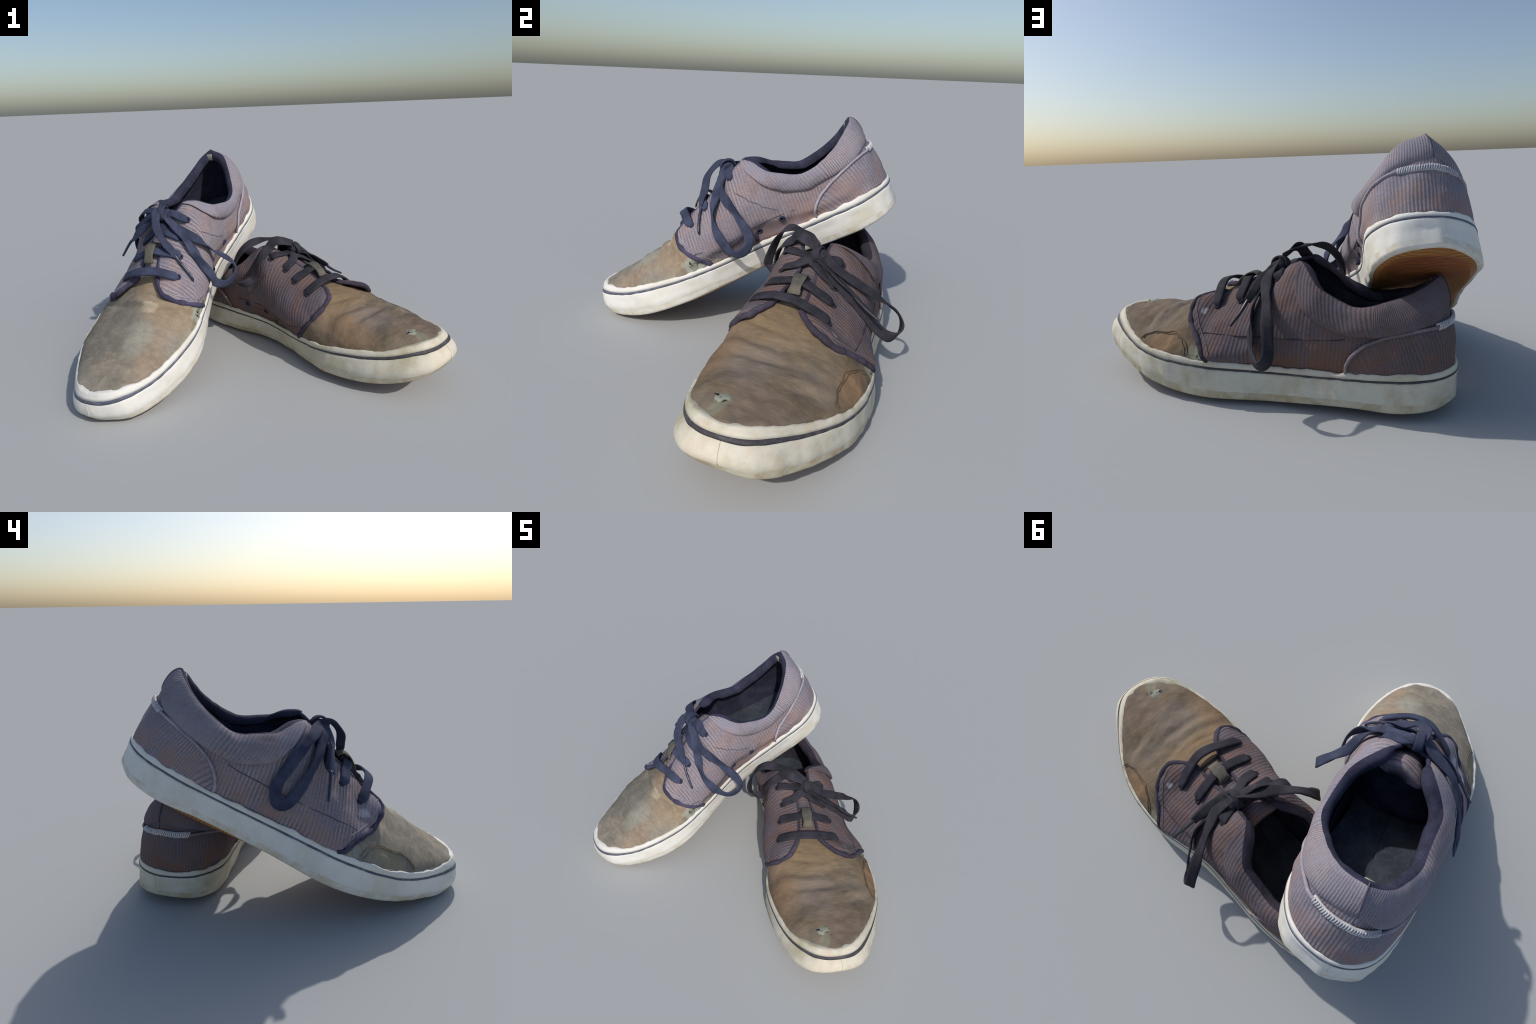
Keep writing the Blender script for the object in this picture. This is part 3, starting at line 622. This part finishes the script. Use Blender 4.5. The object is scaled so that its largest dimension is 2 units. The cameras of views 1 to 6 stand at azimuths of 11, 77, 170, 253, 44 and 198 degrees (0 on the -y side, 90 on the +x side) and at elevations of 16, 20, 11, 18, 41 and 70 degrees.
    add('knot', *ribbon(band, band-kn, .036, .011), M['lace'], lace)

    # --- torn spots
    for p, size, lift_, holed in cfg['tears']:
        c, nrm = on_vamp(p, .003); a = unit(np.cross(nrm, [0, 1., .2])); b = np.cross(nrm, a); m = 26; ths = np.arange(m)*math.tau/m
        rj = 1+np.array([nz((math.cos(x), math.sin(x), 0), 1.3, S.seed+p[0]*9) for x in ths])*.45
        V = [c+nrm*lift_*.2]; ringsn = 5
        for r in range(1, ringsn+1):
            f = r/ringsn; h = lift_*(1-f)*.6
            for x, q in zip(ths, rj):
                pos = c+(a*math.cos(x)*size[0]+b*math.sin(x)*size[1])*f*q; vp, vn = on_vamp(pos, .0035)
                hh = h*.35 + lift_*max(0, 1-abs(math.atan2(math.sin(x-cfg['flap']), math.cos(x-cfg['flap'])))/.5)*max(0, f-.6)*2.2
                V.append(vp+vn*(hh+.0015*nz(pos, 60, 2)) if f < 1 or hh > .001 else vp-vn*.003)
        Fc = [(0, 1+i, 1+(i+1) % m) for i in range(m)]
        for r in range(ringsn-1):
            for i in range(m): Fc.append((1+r*m+i, 1+(r+1)*m+i, 1+(r+1)*m+(i+1) % m, 1+r*m+(i+1) % m))
        V = np.array(V); add('torn_patch', V, orient(V, Fc, c-nrm*.2), M['tear'], vamp)
        if holed:
            hp, hn = on_vamp(c+a*holed[0]+b*holed[1], .008); mm = 14; tt = np.arange(mm)*math.tau/mm
            D = np.vstack([[hp], hp+(a*np.cos(tt)[:, None]*.004+b*np.sin(tt)[:, None]*.010)*(1+.3*np.sin(tt*3))[:, None]])
            add('torn_hole', D, orient(D, [(0, 1+i, 1+(i+1) % mm) for i in range(mm)], hp-hn), M['hole'], vamp)
    return root

# ------------------------------------------------------------------ the two shoes
RIGHT = dict(mirror=False, seed=3, label='lilac-grey ribbed canvas low-top sneaker, worn taupe toe', O=(-.369, .898, .6311),
    R=[[-.15936, .97264, -.16902], [-.86048, -.22078, -.45916], [-.48391, .07227, .87213]],
    toe_stripe=0., toe_blunt=0., rumple=.0035, waist=.020, waist_z=0., ball=0., side_lat=.75, curtain=.075, tip=(.004, .038), insole=([0, .2, .38, .6, .78, 1.0, 1.2, 1.8], [-.015, -.015, .0, .05, .05, .0, -.045, -.045]), toe_side=0., vamp_med=[(8, -.1, -.008), (9, -.1, -.008), (11, 0, -.004), (12, 0, -.005)], vamp_lat=[(8, -.1, -.008), (9, -.15, -.008), (10, -.1, 0), (11, 0, -.004), (12, 0, -.005)], knot=(.775, .046, .716), label_shift=(0, 0, .004), aglet_at=.66, flap=0.,
    creases=[(1.19, .9, .012, .008, .12, .12), (1.24, .9, .018, .011, .06, .2), (1.275, .8, .014, -.007, -.12, .14), (1.315, .7, .022, .009, .12, .15), (1.37, .5, .018, -.007, -.1, .16), (1.42, .3, .016, .006, .14, .1), (1.47, .3, .026, .005, .05, .15)],
    tears=[((1.165, .268, .345), (.030, .034), .006, (.012, -.012)), ((1.075, -.345, .315), (.026, .022), .004, (.02, -.012))],
    laces=[('lace_loop', [(.775,.04,.735),(.815,.10,.685),(.84,.19,.595),(.825,.29,.475),(.808,.355,.395),(.82,.388,.335),(.87,.375,.305),(.925,.345,.308),(.957,.298,.365),(.962,.268,.45),(.94,.245,.53),(.875,.185,.615),(.80,.08,.705)], .5, .050),
           ('lace_loop', [(.775,.03,.735),(.73,-.06,.690),(.685,-.165,.61),(.65,-.25,.50),(.64,-.285,.44),(.67,-.315,.378),(.72,-.310,.400),(.752,-.255,.50),(.77,-.18,.60),(.79,-.06,.695),(.785,.03,.73)], .5, .054),
           ('lace_end', [(.775,.03,.722),(.795,.03,.745),(.83,.042,.752),(.90,.066,.720),(.945,.105,.662),(.98,.158,.62),(1.02,.21,.545),(1.058,.26,.468)], 0, .047),
           ('lace_end', [(.775,.03,.73),(.81,-.01,.705),(.845,-.06,.675),(.857,-.13,.632),(.864,-.21,.572),(.882,-.30,.484)], 0, .050)])
LEFT = dict(mirror=True, seed=8, label='brown-plum ribbed canvas low-top sneaker, dirty worn toe', O=(-.5285, .7344, -.0690),
    R=[[.801, .59826, .02209], [-.59743, .80117, -.03468], [-.03845, .01459, .99915]],
    toe_stripe=.008, toe_blunt=0., rumple=.0065, waist=-.002, waist_z=-.012, ball=.003, side_lat=.85, curtain=.12, tip=(.0, .022), insole=([0, .85, 1.2, 1.8], [-.02, -.02, -.045, -.045]), toe_side=.016, vamp_med=[(7, .2, 0), (8, .8, -.004), (9, .7, -.010), (10, .3, -.010), (11, .0, -.004), (12, .0, .002), (13, 0, .003)], vamp_lat=[(8, .1, -.002), (9, 0, -.010), (10, -.1, -.010), (11, -.1, -.004), (12, 0, .002), (13, 0, .003)], knot=(.80, .003, .692), label_shift=(0, 0, 0), aglet_at=.62, flap=2.6,
    creases=[(1.205, 1.0, .016, .009, .10, .12), (1.255, .7, .026, .011, .03, .17), (1.335, .6, .030, .011, .13, .12), (1.375, .4, .026, -.009, -.06, .13), (1.45, .5, .026, .009, -.16, .11)],
    tears=[((1.655, .045, .463), (.022, .032), .016, (.003, -.028)), ((1.07, -.345, .318), (.024, .018), .003, None)],
    laces=[('lace_loop', [(.80,.0,.71),(.778,.08,.752),(.752,.135,.757),(.733,.175,.69),(.718,.214,.59),(.695,.285,.525),(.655,.335,.515),(.61,.338,.57),(.605,.302,.66),(.64,.245,.735),(.69,.17,.765),(.74,.09,.76),(.79,.01,.73)], .45, .053),
           ('lace_loop', [(.80,-.01,.71),(.825,-.10,.645),(.79,-.19,.575),(.745,-.285,.505),(.705,-.362,.435),(.692,-.396,.376),(.72,-.396,.332),(.772,-.364,.324),(.818,-.318,.370),(.845,-.255,.450),(.862,-.155,.56),(.84,-.04,.66),(.80,0,.71)], .45, .053),
           ('lace_end', [(.815,.01,.70),(.835,-.03,.675),(.865,-.095,.632),(.879,-.17,.578),(.894,-.25,.515),(.908,-.325,.472)], 0, .047)])
TONE_R = dict(ridge=srgb(163, 153, 157), groove=srgb(110, 101, 108), tint=srgb(124, 122, 138), warm=srgb(154, 126, 118),
    scuffs=[((1.117, -.20, .478), (.030, .024, .024))],
    grey_toe=True, v_thread=srgb(118, 108, 92), v_base=srgb(147, 138, 123), v_dark=srgb(117, 110, 99), v_alt=srgb(140, 136, 126), v_light=srgb(176, 166, 148),
    v_blobs=[((1.22, .20, .45), (.16, .14, .14), srgb(160, 133, 102), .5), ((1.17, .03, .56), (.08, .08, .06), srgb(158, 130, 96), .5), ((1.45, .10, .48), (.10, .07, .08), srgb(165, 165, 152), .6), ((1.4, -.1, .5), (.22, .12, .2), srgb(125, 120, 111), .6), ((1.55, .2, .42), (.13, .06, .1), srgb(158, 134, 112), .5)],
    v_spots=[((1.165, .272, .34), (.055, .05, .05), srgb(172, 178, 168), .6), ((1.08, -.345, .33), (.05, .04, .04), srgb(160, 164, 156), .55), ((1.29, -.30, .36), (.08, .05, .06), srgb(158, 144, 112), .5), ((1.27, .10, .50), (.03, .05, .03), srgb(205, 190, 165), .6)],
    rubber_warm=srgb(228, 216, 202), rubber=srgb(230, 228, 222), rubber_dirt=srgb(212, 207, 190), rubber_grey=srgb(208, 210, 206), rubber_spot=srgb(190, 180, 150), grime=srgb(206, 194, 168), dirt=.75,
    r_blobs=[((1.15, .26, .15), (.12, .06, .04), srgb(196, 176, 138), .7), ((.25, .25, .15), (.10, .05, .05), srgb(205, 196, 170), .5)],
    stripe=srgb(84, 88, 104), stripe_worn=srgb(128, 132, 146), lace=srgb(50, 55, 74), lace2=srgb(70, 76, 98), lining=srgb(42, 44, 60), lining2=srgb(62, 62, 82),
    collar=srgb(150, 147, 158), bind=srgb(58, 56, 76), bind2=srgb(84, 80, 102), pipe=srgb(134, 128, 142), pipe2=srgb(168, 162, 172), seam=srgb(96, 88, 100))
TONE_L = dict(ridge=srgb(114, 100, 101), groove=srgb(84, 73, 76), tint=srgb(94, 89, 98), warm=srgb(120, 88, 70),
    scuffs=[((1.133, -.20, .492), (.014, .034, .013))],
    grey_toe=False, v_thread=srgb(98, 84, 66), v_base=srgb(126, 111, 92), v_dark=srgb(96, 85, 70), v_alt=srgb(122, 113, 104), v_light=srgb(150, 130, 106),
    v_blobs=[((1.20, .05, .55), (.10, .2, .1), srgb(136, 112, 82), .5), ((1.45, .05, .48), (.12, .12, .08), srgb(124, 114, 108), .6), ((1.3, -.32, .36), (.10, .06, .055), srgb(148, 112, 78), .55), ((1.35, .22, .40), (.16, .08, .1), srgb(138, 108, 82), .45), ((1.62, -.1, .45), (.1, .12, .05), srgb(128, 110, 100), .5)],
    v_spots=[((1.66, .045, .463), (.036, .03, .04), srgb(138, 138, 120), .6), ((1.09, -.345, .33), (.045, .04, .05), srgb(160, 158, 132), .8), ((1.71, .05, .45), (.03, .03, .03), srgb(140, 140, 120), .6)],
    rubber_warm=srgb(206, 184, 160), rubber=srgb(208, 203, 187), rubber_dirt=srgb(176, 168, 138), rubber_grey=srgb(170, 174, 166), rubber_spot=srgb(126, 116, 86), grime=srgb(178, 160, 128), dirt=1.0,
    r_blobs=[((1.80, .04, .33), (.10, .10, .07), srgb(226, 214, 196), .6), ((1.75, -.15, .28), (.08, .08, .04), srgb(168, 156, 112), .6), ((1.0, .25, .2), (.3, .1, .1), srgb(176, 166, 138), .5)],
    stripe=srgb(62, 60, 64), stripe_worn=srgb(96, 94, 98), lace=srgb(42, 41, 47), lace2=srgb(60, 58, 66), lining=srgb(44, 42, 54), lining2=srgb(64, 60, 72),
    collar=srgb(108, 104, 116), bind=srgb(54, 50, 60), bind2=srgb(76, 70, 84), pipe=srgb(108, 98, 102), pipe2=srgb(136, 126, 130), seam=srgb(68, 58, 62))
build_shoe(RIGHT, TONE_R, 0)
build_shoe(LEFT, TONE_L, 1)
